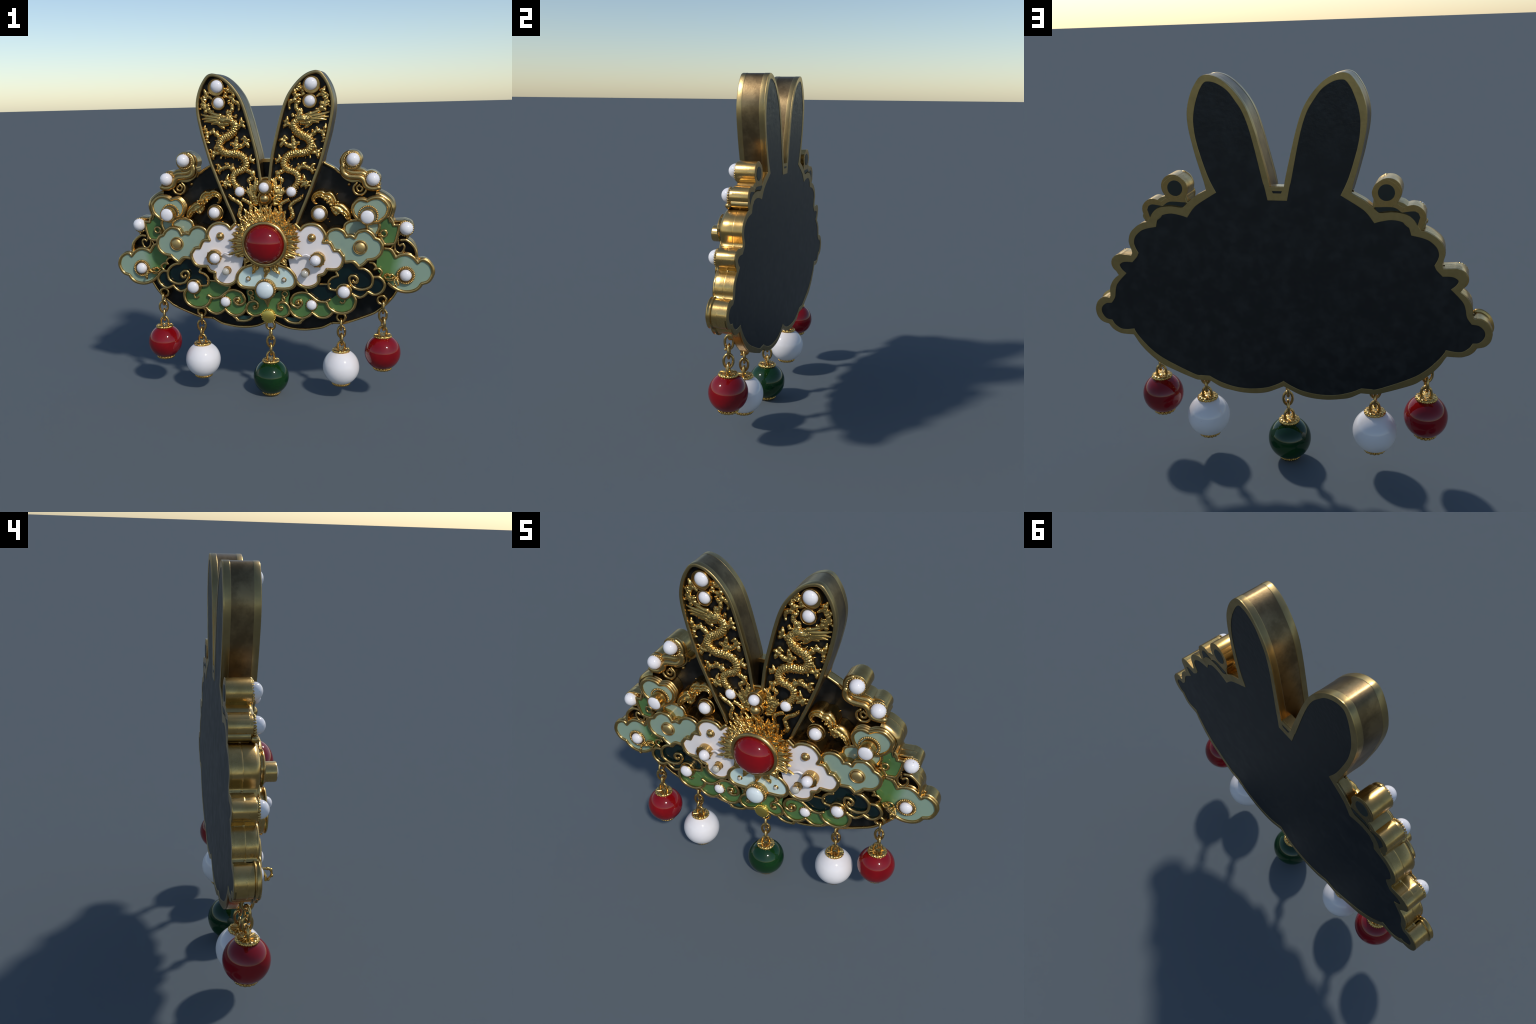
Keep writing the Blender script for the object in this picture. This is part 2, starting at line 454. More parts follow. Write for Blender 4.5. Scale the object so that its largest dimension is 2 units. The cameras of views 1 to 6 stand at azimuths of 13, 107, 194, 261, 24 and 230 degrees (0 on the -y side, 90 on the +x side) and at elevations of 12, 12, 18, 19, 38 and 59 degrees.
BLACK = panel_mat("black_back_panel", .5, True)
BLACK_FRONT = panel_mat("black_front_panel", .22, False)
WHITE_EN = gloss("white_enamel", (.87, .815, .81), (.83, .78, .775), .16)
SAGE = gloss("sage_enamel", (.28, .375, .285), (.26, .35, .28), .2)
GREEN = gloss("green_enamel", (.100, .205, .060), (.068, .148, .046), .16, 6)
TEAL = gloss("dark_teal_enamel", (.0035, .016, .016), (.0025, .010, .011), .14, 6, .0)
SEA = gloss("deep_sea_enamel", (.020, .060, .055), (.012, .045, .042), .16)
OLIVE = gloss("dark_olive_enamel", (.018, .026, .017), (.020, .021, .016), .4, 9, 0)
PALE = gloss("pale_blue_enamel", (.62, .77, .73), (.57, .72, .69), .15)
PEARL = gloss("white_pearl", (.87, .84, .85), (.84, .80, .82), .12, 5, .0, (.74, 60, (.6, .55, .52)))
PALE_PEARL = gloss("pale_pearl", (.73, .80, .81), (.69, .76, .77), .13, 5, .6)
TINY_PEARL = gloss("grey_pearl", (.55, .52, .46), (.5, .46, .38), .12, 5, .8)
RED = gloss("red_agate", (.24, .0025, .005), (.18, .002, .005), .06, 7, .0, None, .02)
JADE = gloss("green_jade", (.006, .040, .007), (.004, .028, .007), .06, 7, .0, None, .02)
PORCELAIN = gloss("white_porcelain", (.86, .82, .82), (.83, .79, .79), .09, 4, .0, (.77, 46, (.5, .38, .34)), .02)


def blend_enamel():
    """green that turns into sage towards the outer tip of the low clouds"""
    m, nt, b = new_mat("green_to_sage_enamel")
    tc = N(nt, "ShaderNodeTexCoord")
    sep = N(nt, "ShaderNodeSeparateXYZ")
    nt.links.new(tc.outputs["Object"], sep.inputs[0])
    f, _ = noise_tex(nt, 7, 3)
    k = N(nt, "ShaderNodeMath", operation="MULTIPLY_ADD")
    nt.links.new(f, k.inputs[0]); k.inputs[1].default_value = .05
    nt.links.new(sep.outputs["X"], k.inputs[2])
    z = N(nt, "ShaderNodeMath", operation="MULTIPLY_ADD")
    nt.links.new(sep.outputs["Z"], z.inputs[0]); z.inputs[1].default_value = -.22
    nt.links.new(k.outputs[0], z.inputs[2])
    t = maprange(nt, z.outputs[0], .575, .650, 0, 1)
    nt.links.new(ramp(nt, t, [(0, (.095, .205, .058)), (.45, (.16, .29, .14)), (1, (.27, .375, .285))]), b.inputs["Base Color"])
    b.inputs["Roughness"].default_value = .18
    b.inputs["Coat Weight"].default_value = .4
    return m

BLEND = blend_enamel()


# ------------------------------------------------------------------ curve helpers
def spline(pts, per=8, closed=False):
    """Catmull-Rom through 2-D or 3-D points"""
    if len(pts) < 3 and not closed:
        return [Vector(p) for p in pts]
    P = [Vector(p) for p in pts]
    n = len(P)
    out = []
    for i in range(n if closed else n - 1):
        if closed:
            a, b, c, d = P[i - 1], P[i], P[(i + 1) % n], P[(i + 2) % n]
        else:
            b, c = P[i], P[i + 1]
            a = P[i - 1] if i else b * 2 - c
            d = P[i + 2] if i + 2 < n else c * 2 - b
        for j in range(per):
            t = j / per
            out.append(((b * 2) + (c - a) * t + (a * 2 - b * 5 + c * 4 - d) * t * t
                        + (b * 3 - a - c * 3 + d) * t * t * t) * 0.5)
    if not closed:
        out.append(P[-1])
    return out


def outline(strokes, per=8):
    """one closed polygon from corner-joined strokes"""
    out = []
    for s in strokes:
        for p in spline(s, per):
            if not out or (p - out[-1]).length > 1e-4:
                out.append(p)
    if (out[0] - out[-1]).length < 2e-3:
        out.pop()
    return out


def mirror_close(strokes, per=8):
    """right-half outline running from x~0 to x~0, closed with its mirror image"""
    half = [Vector((max(0.0, p.x), p.y)) for p in outline(strokes, per)]
    full = half + [Vector((-p.x, p.y)) for p in reversed(half)]
    clean = []
    for p in full:
        if not clean or (p - clean[-1]).length > 1e-4:
            clean.append(p)
    if (clean[0] - clean[-1]).length < 1e-4:
        clean.pop()
    return clean


def area(poly):
    return sum(poly[i - 1].x * poly[i].y - poly[i].x * poly[i - 1].y for i in range(len(poly))) / 2


class Shape:
    """collects vertices and faces for one mesh"""

    def __init__(self):
        self.v, self.f = [], []

    def grid(self, rows, wrap_u=False, wrap_v=False):
        base, nu, nv = len(self.v), len(rows), len(rows[0])
        for r in rows:
            self.v.extend(r)
        for i in range(nu if wrap_u else nu - 1):
            for j in range(nv if wrap_v else nv - 1):
                a, b = i, (i + 1) % nu
                c, d = j, (j + 1) % nv
                self.f.append((base + a * nv + c, base + b * nv + c, base + b * nv + d, base + a * nv + d))
        return base

    def cap(self, idx):
        self.f.append(tuple(idx))

    # ---- flat slab between depths y0 (front) and y1 (back), optional holes
    def slab(self, loops, y0, y1, front=True, back=True):
        loops = [list(l) for l in loops]
        pts = [p for l in loops for p in l]
        ids, k = [], 0
        for l in loops:
            ids.append(list(range(k, k + len(l))))
            k += len(l)
        edges = [(l[i - 1], l[i]) for l in ids for i in range(len(l))]
        co, _, tris, _, _, _ = delaunay_2d_cdt([Vector((p.x, p.y)) for p in pts], edges, [], 0, 1e-6)

        def inside(x, z):          # even-odd rule over all loops, so inner loops are holes
            odd = False
            for l in loops:
                q = l[-1]
                for p in l:
                    if (p.y > z) != (q.y > z) and x < (q.x - p.x) * (z - p.y) / (q.y - p.y) + p.x:
                        odd = not odd
                    q = p
            return odd

        tris = [t for t in tris if inside(sum(co[q].x for q in t) / 3, sum(co[q].y for q in t) / 3)]
        for y, on, flip in ((y0, front, False), (y1, back, True)):
            if on:
                b = len(self.v)
                self.v.extend((p.x, y, p.y) for p in co)
                self.f.extend(tuple(b + q for q in (reversed(t) if flip else t)) for t in tris)
        b0 = len(self.v)
        self.v.extend((p.x, y0, p.y) for p in pts)
        b1 = len(self.v)
        self.v.extend((p.x, y1, p.y) for p in pts)
        o = 0
        for l in loops:
            n = len(l)
            for i in range(n):
                j = (i + 1) % n
                self.f.append((b0 + o + i, b0 + o + j, b1 + o + j, b1 + o + i))
            o += n

    # ---- sweep a profile [(n, y)] along a path in the xz plane; n is the outward side
    def sweep(self, path, profile, side=1.0, closed=False, taper=None):
        rows, m = [], len(path)
        for i, p in enumerate(path):
            if closed:
                t0, t1 = p - path[i - 1], path[(i + 1) % m] - p
            else:
                t0 = p - path[i - 1] if i else path[1] - p
                t1 = path[i + 1] - p if i < m - 1 else t0
            t0, t1 = t0.normalized(), t1.normalized()
            t = (t0 + t1)
            t = t.normalized() if t.length > 1e-6 else t1
            k = min(1.5, 1 / max(.3, t.dot(t1)))
            nx, nz = t.y * side, -t.x * side
            s = taper(i / (m - 1)) if taper else 1.0
            rows.append([(p.x + nx * n * k * s, y, p.y + nz * n * k * s) for n, y in profile])
        self.grid(rows, wrap_u=closed)

    # ---- lathe a profile [(r, y)] about an axis along y through (cx, cz)
    def lathe(self, cx, cz, profile, seg=40, flute=None):
        rows = []
        for i in range(seg):
            a = TAU * i / seg
            row = []
            for k, (r, y) in enumerate(profile):
                rr = r * (flute(a, k) if flute else 1)
                row.append((cx + rr * math.cos(a), y, cz + rr * math.sin(a)))
            rows.append(row)
        self.grid(rows, wrap_u=True)

    def lathe_z(self, cx, cy, profile, seg=40, flute=None):
        rows = []
        for i in range(seg):
            a = TAU * i / seg
            rows.append([(cx + r * (flute(a, k) if flute else 1) * math.cos(a),
                          cy + r * (flute(a, k) if flute else 1) * math.sin(a), z)
                         for k, (r, z) in enumerate(profile)])
        self.grid(rows, wrap_u=True)

    def ball(self, c, r, seg=14, rings=9, sy=1.0):
        rows = []
        for i in range(rings + 1):
            th = math.pi * i / rings
            rr, yy = math.sin(th) * r, -math.cos(th) * r * sy
            rows.append([(c[0] + rr * math.cos(TAU * j / seg), c[1] + yy, c[2] + rr * math.sin(TAU * j / seg))
                         for j in range(seg)])
        self.grid(rows, wrap_v=True)

    # ---- round tube through 3-D points; radii may vary; ry squashes it in depth
    def tube(self, pts, radii, seg=10, closed=False, ry=1.0, lump=None):
        m = len(pts)
        pts = [Vector(p) for p in pts]
        if not hasattr(radii, "__len__"):
            radii = [radii] * m
        rows, nrm = [], None
        for i, p in enumerate(pts):
            if closed:
                t = pts[(i + 1) % m] - pts[i - 1]
            else:
                t = pts[min(i + 1, m - 1)] - pts[max(i - 1, 0)]
            t = t.normalized() if t.length > 1e-9 else Vector((0, 0, 1))
            if nrm is None:
                nrm = Vector((0, -1, 0))
                if abs(t.dot(nrm)) > .95:
                    nrm = Vector((1, 0, 0))
            nrm = (nrm - t * nrm.dot(t)).normalized()
            bn = t.cross(nrm)
            row = []
            for j in range(seg):
                a = TAU * j / seg
                r = radii[i] * (lump(i, a) if lump else 1.0)
                q = nrm * (math.cos(a) * r * ry) + bn * (math.sin(a) * r)
                row.append(tuple(p + q))
            rows.append(row)
        b = self.grid(rows, wrap_u=closed, wrap_v=True)
        if not closed:
            self.cap([b + j for j in range(seg)])
            e = b + (m - 1) * seg
            self.cap([e + seg - 1 - j for j in range(seg)])

    def wire(self, strokes, y, r, ry=1.0, per=7, seg=10, ends=True, taper=0.0, ball=1.0):
        """round wire laid along strokes at depth y, with beads at its corners"""
        for s in strokes:
            pts = spline(s, per)
            n = len(pts) - 1
            rad = [r * (1 - taper * (i / n) ** 2) for i in range(n + 1)]
            self.tube([(p.x, y, p.y) for p in pts], rad, seg, ry=ry)
            if ends:
                for p, q in ((pts[0], rad[0]), (pts[-1], rad[-1])):
                    self.ball((p.x, y, p.y), q * ball, 10, 7, ry)

    def mesh(self, name, smooth=38):
        me = bpy.data.meshes.new(name)
        me.from_pydata([tuple(v) for v in self.v], [], self.f)
        bm = bmesh.new()
        bm.from_mesh(me)
        bmesh.ops.remove_doubles(bm, verts=bm.verts, dist=2e-5)
        bmesh.ops.recalc_face_normals(bm, faces=bm.faces)
        bm.to_mesh(me)
        bm.free()
        me.shade_smooth()
        if smooth < 180:
            me.set_sharp_from_angle(angle=math.radians(smooth))
        return me


# ------------------------------------------------------------------ objects
def add(name, shape, mat, parent, smooth=38, kind=None, loc=None):
    me = shape.mesh(name, smooth) if isinstance(shape, Shape) else shape
    if mat and not me.materials:
        me.materials.append(mat)
    o = bpy.data.objects.new(name, me)
    bpy.context.scene.collection.objects.link(o)
    o.parent = parent
    if loc:
        o.location = loc
    if kind:
        o["kind"] = kind
    return o


def mirrored(o, parent=None, swap=None):
    """the left-hand twin of a part and of its sub-parts (shared mesh data)"""
    c = o.copy()
    bpy.context.scene.collection.objects.link(c)
    if parent is None:
        c.scale.x = -o.scale.x
        c.location.x = -o.location.x
    else:
        c.parent = parent
    for ch in list(o.children):
        mirrored(ch, c)
    return c


def fused(shape, name, voxel=.0021, amp=.0022, freq=85.0):
    """melt overlapping tubes and beads into one cast relief and roughen it a little"""
    me = shape.mesh(name, 180)
    o = bpy.data.objects.new("melt", me)
    bpy.context.scene.collection.objects.link(o)
    md = o.modifiers.new("Remesh", "REMESH")
    md.mode = "VOXEL"
    md.voxel_size = voxel
    sm = o.modifiers.new("Smooth", "SMOOTH")
    sm.iterations = 2
    sm.factor = .4
    dg = bpy.context.evaluated_depsgraph_get()
    out = bpy.data.meshes.new_from_object(o.evaluated_get(dg))
    bpy.data.objects.remove(o)
    out.name = name
    moved = []
    for v in out.vertices:
        p = v.co * freq
        moved.append(v.co + v.normal * (amp * (noise.noise(p) * .7 + noise.noise(p * 2.3) * .5)))
    out.vertices.foreach_set("co", [c for p in moved for c in p])
    out.update()
    out.shade_smooth()
    return out


brooch = bpy.data.objects.new("brooch", None)
bpy.context.scene.collection.objects.link(brooch)
brooch["label"] = "gilt rabbit-eared brooch with enamel clouds, dragons, pearls and bead pendants"
brooch["category"] = "brooch"

Y_BACK, Y_PLATE = .150, .102
pairs = []            # right-hand parts to be mirrored at the end


# ------------------------------------------------------------------ back plate
bar = [[(0, 1.491), (.0405, 1.491)]]
def offset_path(path, d):
    out = []
    for i, p in enumerate(path):
        t = (path[min(i + 1, len(path) - 1)] - path[max(i - 1, 0)]).normalized()
        out.append(Vector((p.x - t.y * d, p.y + t.x * d)))
    return out

ear_edge = [p for p in offset_path(spline(EAR_FRONT[0], 4), .0062) if p.y > 1.485 and not (p.x > .3 and p.y < 1.50)]
bar[0][1] = (ear_edge[0].x, 1.491)
ear_up = [[bar[0][1]] + [(p.x, p.y) for p in ear_edge] + [BACK_SHOULDER[0][0]]]
plate_half = bar + ear_up + BACK_SHOULDER + BACK_PLATE_TOP + BACK_LOBES
plate_poly = mirror_close(plate_half)

body_half = [[(0, 1.480), (.05, 1.480), (.20, 1.478), (.33, 1.474)]] + BACK_SHOULDER + BACK_PLATE_TOP + BACK_LOBES
body_poly = mirror_close(body_half)
inset_half = [[(0, 1.429), INSET_EAR[-1][0]]] + INSET_EAR[-1:] + INSET_LOBES
inset_poly = mirror_close(inset_half)

s = Shape()
s.slab([body_poly], .1045, .1465)
plate = add("back_plate", s, BRASS, brooch)

s = Shape()                                    # gilt rim round the back, open in the middle
s.slab([plate_poly, inset_poly], .1400, Y_BACK)
add("back_rim", s, BRASS, plate)
s = Shape()
slot = [Vector(p) for p in ((-.024, 1.474), (.024, 1.474), (.019, 1.463), (-.019, 1.463))]
s.slab([slot], .1495, .1508)
add("back_slot", s, BLACK, plate)
s = Shape()
s.slab([inset_poly], .1440, .1484)
add("back_panel", s, BLACK, plate)
s = Shape()
s.slab([body_poly], Y_PLATE, .1050)
add("front_panel", s, BLACK_FRONT, plate)

s = Shape()                                    # rounded rim of the plate seen from the front
def rim_path(half, d):
    poly = mirror_close(half)
    return poly
rim_prof = [(-.0145, .1050), (-.0138, .0955), (-.0105, .0920), (-.0040, .0912), (.0004, .0945), (.0012, .1000), (.0008, .1060), (.0008, .1400)]
sd = 1.0 if area(body_poly) > 0 else -1.0
for st in BACK_SHOULDER + BACK_PLATE_TOP + BACK_LOBES:
    for mx in (1, -1):
        path = [Vector((p.x * mx, p.y)) for p in spline(st, 8)]
        s.sweep(path, rim_prof, side=-1.0 * mx)
        for e in (path[0], path[-1]):
            s.lathe(e.x, e.y, [(0, .0945), (.004, .0945), (.006, .098), (.006, .104)], 10)
add("plate_rim", s, GOLD, plate, 60)

s = Shape()                                    # little bar bridging the ears
s.slab([[Vector(p) for p in ((-.046, 1.472), (.046, 1.472), (.046, 1.4935), (-.046, 1.4935))]], .092, .1405)
add("bridge_bar", s, GOLD, plate)


# ------------------------------------------------------------------ ears
ear_pts = EAR_FRONT[0]
ear_path = spline([(.002, 1.22)] + ear_pts + [(.150, 1.02)], 7)
s = Shape()
ear_prof = [(-.0125, .0300), (-.0130, -.0050), (-.0110, -.0090), (-.0075, -.0108), (.0015, -.0108), (.0048, -.0090),
            (.0065, -.0050), (.0065, .0190), (.0056, .0200), (.0056, .1180), (.0065, .1190), (.0065, .1440), (.0055, .1476)]
s.sweep(ear_path, ear_prof, side=-1.0)
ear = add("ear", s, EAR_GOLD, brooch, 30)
s = Shape()
panel = [p for p in spline(ear_pts, 7)] + [Vector((.15, 1.0)), Vector((0.0, 1.0)), Vector((0.0, 1.376))]
s.slab([panel], .0240, .0300)
s.slab([[p for p in spline(ear_pts, 7)]], .1380, .1440)
add("ear_panel", s, BLACK_FRONT, ear)
pairs.append(ear)


# ------------------------------------------------------------------ enamel clouds
def rim_profile(y0, r, yb, tiers=1, wall=0.0):
    """rounded bead, undercut, stepped tiers, then the wall down to yb (n outward)"""
    p = [(-r * 1.0, y0 + .014), (-r * 1.0, y0 + .004)]
    for i in range(7):
        a = math.pi * (1 - i / 6)
        p.append((r * math.cos(a), y0 - r * .75 * math.sin(a) + .003))
    y, n = y0 + .005, r
    for k in range(tiers):
        p += [(n - .0045, y + .004), (n - .0045, y + .010)]
        p += [(n + .0005, y + .0125), (n + .0018, y + .0155)]
        y += .0155
        n += .0010
    if not tiers:
        p += [(n - .0035, y + .003), (n - .0035, y + .016), (n - .0015, y + .018)]
        n -= .0015
        y += .016
    p += [(n + wall, y + .004), (n + wall, yb), (-.012, yb)]
    return p


def frame(s, strokes, prof, side, per=8, corners=True):
    for k, st in enumerate(strokes):
        s.sweep(spline(st, per), prof, side)
        if corners:
            c = st[0]
            s.lathe(c[0], c[1], [(max(0.0, n), y) for n, y in prof if n >= -1e-6], 14)


def cloud(name, strokes, y0, r, yb, mat, tiers=1, sink=.006, twin=True, bare=0, parent=None, wall=0.0):
    """bare = how many closing strokes at the end carry no rim (they hide under others)"""
    poly = outline(strokes)
    side = 1.0 if area(poly) > 0 else -1.0
    s = Shape()
    shown = strokes[:len(strokes) - bare] if bare else strokes
    frame(s, shown, rim_profile(y0, r, yb, tiers, wall), side)
    s.slab([poly], y0 + .012, y0 + .016)
    fr = add(name, s, GOLD, parent or brooch, 50)
    s = Shape()
    s.slab([poly], y0 + sink, y0 + .013)
    add(name.replace("cloud", "enamel").replace("leaf", "enamel"), s, mat, fr)
    if twin:
        pairs.append(fr)
    return fr


cloud("low_cloud", LOW_CLOUD, .045, .0100, .1478, BLEND, 1, bare=2, wall=-.0090)
cloud("leaf_cloud", LEAF, .026, .0085, .102, GREEN, 0, bare=1)
cloud("heart_cloud", HEART, .004, .0095, .100, SAGE, 2)
cloud("under_cloud", [UNDER_SAGE[0], [UNDER_SAGE[0][-1], (.64, .98), (.48, .99), UNDER_SAGE[0][0]]], .020, .0085, .102, SAGE, 0, bare=1)
cloud("white_cloud", WHITE_CLOUD, -.036, .0100, .102, WHITE_EN, 0, bare=1)
cloud("sage_cloud", SAGE_CLOUD, -.020, .0095, .102, SAGE, 0)
half = [(0.012, .715)] + [p for p in reversed(BLUE_CLOUD_HALF[0]) if p[0] > .05]
bl = half + [(.02, .93)]
blue_strokes = [[(-.10, .87), (-.02, .93), (.02, .93), (.10, .87)]]
right = [p for p in BLUE_CLOUD_HALF[0] if p[0] > .05]
blue_strokes = [right, [right[-1], (-right[-1][0], right[-1][1])], [(-x, z) for x, z in reversed(right)],
                [(-right[0][0], right[0][1]), (0, .90), right[0]]]
cloud("pale_cloud", blue_strokes, -.040, .0105, .102, PALE, 0, twin=False, bare=1)

# tall walls standing on the plate's scalloped edge
def wall(name, stroke, y0, thick, round_=.006, extra=None):
    s = Shape()
    path = spline(stroke, 9)
    prof = [(-thick, .1030), (-thick, y0 + round_), (-thick * .8, y0 + .001), (-thick * .5, y0), (-round_ * .9, y0),
            (-round_ * .3, y0 + round_ * .35), (0, y0 + round_), (0.0004, .080), (0, .1490), (-.012, .1490)]
    s.sweep(path, prof, side=-1.0)
    o = add(name, s, GOLD, brooch, 50)
    pairs.append(o)
    return o

wall("scalloped_wall", BACK_LOBES[0], .022, .034, .022)
wall("scalloped_wall", BACK_LOBES[1], .048, .014)
wall("scalloped_wall", BACK_LOBES[2], .046, .015)
s = Shape()
s.wire(SIDE_CURVE, .048, .009); s.wire(SIDE_SCROLL, .048, .0072, taper=.3); s.wire(SIDE_BAR, .046, .006)
s.tube([(.743, .046, 1.012), (.775, .046, 1.036), (.79, .04, 1.05)], .006)
s.tube([(.783, .044, .985), (.781, .044, 1.015), (.776, .044, 1.045)], .005)
for i in range(9):
    s.ball((.779 + random.uniform(-.009, .009), .040, 1.028 + random.uniform(-.018, .022)), random.uniform(.004, .0065), 8, 6)
o = add("side_scroll", s, GOLD, brooch, 60); pairs.append(o)
s = Shape()                                     # ring on the green leaf
ring = [(.700 + .0185 * math.cos(a * TAU / 24), .014, 1.0595 + .0185 * math.sin(a * TAU / 24)) for a in range(24)]
s.tube(ring, .0065, 8, True)
s.tube([(.690, .016, 1.045), (.676, .012, 1.043), (.668, .008, 1.05)], .006, 8)
o = add("leaf_ring", s, GOLD, brooch, 60); pairs.append(o)
s = Shape()
s.tube([(.592, .016, 1.118), (.600, .018, 1.103), (.604, .020, 1.080)], .0075, 8)
o = add("under_vein", s, GOLD, brooch, 60); pairs.append(o)

# ------------------------------------------------------------------ lower enamel fields and scrolls
def field(name, strokes, y, mat_r, mat_l=None, back=.104):
    poly = outline(strokes)
    s = Shape(); s.slab([poly], y + .006, back)
    a = add(name, s, GOLD, brooch)
    s2 = Shape(); s2.slab([poly], y, y + .0065)
    b = add("enamel", s2, mat_r, a)
    if mat_l is None:
        pairs.append(a)
        return
    c = mirrored(a)
    ch = c.children[0]
    ch.data = ch.data.copy()
    ch.data.materials[0] = mat_l

closed = lambda st: st + [[st[-1][-1], st[0][0]]]
field("teal_field", closed(TEAL_FIELD), .012, TEAL)
field("lower_field", closed(LOWER_FIELD), .0165, TEAL, GREEN)
field("green_field", closed(FIELD_A), .0135, GREEN)
field("green_field", closed(FIELD_B), .0150, GREEN)
field("green_field", closed(FIELD_C), .0125, GREEN)
field("sea_field", closed(FIELD_D), .0200, SEA)
mid = FIELD_MID[0]
mid_poly = [[(0.0, .69)] + [p for p in mid if p[0] > .035] + [(0.0, .53)]]
field("green_field", closed(mid_poly), .0110, GREEN)

wires = [("teal_scroll", TEAL_LOBE_A, -.002, .0092, .2), ("teal_scroll", TEAL_LOBE_B, .006, .0092, 0), ("teal_scroll", TEAL_LOBE_C, .028, .0075, 0),
         ("teal_scroll", TEAL_LEFT, .006, .0088, 0), ("teal_scroll", TEAL_TICK, .008, .0065, 0),
         ("green_scroll", SCROLL_BIG, .004, .0090, .1), ("green_scroll", LOBE_A, .004, .0095, 0), ("green_scroll", LOBE_B, .008, .0085, 0),
         ("green_scroll", LOBE_C, .006, .0090, 0), ("green_scroll", LOBE_D, .013, .0090, .2), ("green_scroll", SCROLL_MID, .003, .0078, .1)]
for nm, st, y, r, tp in wires:
    s = Shape()
    s.wire(st, y, r, 1.0, 7, 10, taper=-tp if False else 0)
    o = add(nm, s, GOLD, brooch, 60); pairs.append(o)
s = Shape()                                      # raised button at the heart of each spiral, ticks, tiny rings
s.ball((.190, -.004, .6215), .012, 12, 8)
s.ball((.083, -.004, .590), .009, 12, 8)
s.tube([(.234, .002, .715), (.241, .002, .701), (.250, .004, .688)], .0065, 8)
s.tube([(.443, .006, .640), (.455, .006, .630), (.470, .006, .633), (.476, .006, .650)], .006, 8)
for (cx, cz, rr) in ((.107, .676, .0165), (.098, .643, .0095)):
    s.tube([(cx + rr * math.cos(a * TAU / 18), .0, cz + rr * math.sin(a * TAU / 18)) for a in range(18)], .0055, 8, True)
s.tube([(-.012, -.010, .650), (-.005, -.006, .618), (.001, .002, .590)], [.014, .008, .004], 8)
o = add("scroll_button", s, GOLD, brooch, 60); pairs.append(o)

# filigree sprig by the low pearl
s = Shape()
cx, cz = .737, .790
s.tube([(cx + .026 * math.cos(a * TAU / 24), .040, cz + .020 * math.sin(a * TAU / 24)) for a in range(24)], .0052, 8, True)
for i in range(26):
    t = i / 25
    s.ball((.705 + .075 * t + random.uniform(-.006, .006), .026 - .012 * math.sin(t * 3) + random.uniform(-.006, .006),
            .808 - .012 * t + .010 * math.sin(t * 7) + random.uniform(-.007, .007)), random.uniform(.004, .0075), 8, 6)
s.tube(spline([(.775, .012, .80), (.785, -.004, .775), (.790, -.006, .752)], 5), .0055, 8)
s.tube(spline([(.700, .03, .800), (.72, .02, .785), (.75, .02, .79), (.785, .014, .775)], 5), .0055, 8)
s.tube(spline([(.772, .010, .800), (.770, -.014, .798), (.765, -.030, .790), (.768, -.033, .768), (.775, -.018, .752)], 5), .0050, 8)
for q in ((.765, -.030, .790), (.770, -.033, .765), (.776, -.018, .752), (.770, -.014, .798)):
    s.ball(q, .0075, 8, 6)
o = add("filigree_sprig", s, RELIEF, brooch, 60, kind="stuff"); pairs.append(o)


# ------------------------------------------------------------------ pearls and their settings
def setting(name, x, z, y_front, y_back, rc, rp, mat=PEARL, beads=0, bead_r=.005, dome=.75, bezel=.006,
            twin=True, step=0.0, bead_y=None, bead_ring=None, dx=0.0, dz=0.0, pearl_y=None):
    s = Shape()
    ri = rc - bezel
    prof = [(0, y_front + .012), (ri, y_front + .012), (ri, y_front + .002), (ri + bezel * .4, y_front - .0015),
            (rc - .001, y_front + .001), (rc, y_front + .004)]
    if step:
        prof += [(rc, y_front + .018), (rc + step, y_front + .020), (rc + step, y_front + .030), (rc + step * .5, y_front + .032)]
        rc_w = rc + step * .5
    else:
        rc_w = rc
    prof += [(rc_w, y_back), (0, y_back)]
    s.lathe(x, z, prof, 44)
    if beads:
        by = y_front + .004 if bead_y is None else bead_y
        br = rc if bead_ring is None else bead_ring
        for i in range(beads):
            a = TAU * i / beads
            s.ball((x + br * math.cos(a), by, z + br * math.sin(a)), bead_r, 8, 6)
    cup = add(name, s, GOLD, brooch, 40)
    s = Shape()
    py = y_front + .010 if pearl_y is None else pearl_y
    s.ball((x + dx, py, z + dz), rp, 36, 22, dome)
    add("pearl", s, mat, cup, 180)
    if twin:
        pairs.append(cup)
    return cup


setting("pearl_cup", .508, 1.483, .038, .1488, .0600, .0392, beads=22, bead_r=.0075, bead_y=.034, bead_ring=.044, dome=1.0, bezel=.016, dx=.010, dz=.006, pearl_y=.028)
setting("pearl_cup", .626, 1.368, .046, .1488, .0500, .0392, beads=22, bead_r=.0075, bead_y=.039, bead_ring=.043, dome=1.0, bezel=.010, dx=.007, dz=.006, pearl_y=.031)
setting("pearl_cup", .824, 1.084, .048, .1478, .0480, .0395, beads=22, bead_r=.0070, bead_y=.043, bead_ring=.042, dome=1.0, bezel=.007, dx=.004, dz=.003, pearl_y=.036)
setting("pearl_post", .609, 1.166, -.061, .012, .0440, .0395, beads=32, bead_r=.0066, bead_y=.007, bead_ring=.0545, dome=.42, bezel=.004, pearl_y=-.055)
setting("pearl_cup", .829, .805, .034, .060, .0450, .0350, beads=30, bead_r=.0062, bead_y=.038, bead_ring=.0500, dome=.75, pearl_y=.036)
setting("pearl_cup", .320, 1.172, -.004, .103, .0470, .0345, dome=.8, bezel=.005, dx=.002, dz=.001, step=.004, pearl_y=-.004)
setting("pearl_cup", .470, .705, -.026, .090, .0440, .0368, beads=0, dome=.7, step=.005, pearl_y=-.022)
setting("pearl_cup", .2715, .611, .003, .020, .0350, .0315, dome=.7, pearl_y=.006, beads=16, bead_r=.004, bead_y=.008)
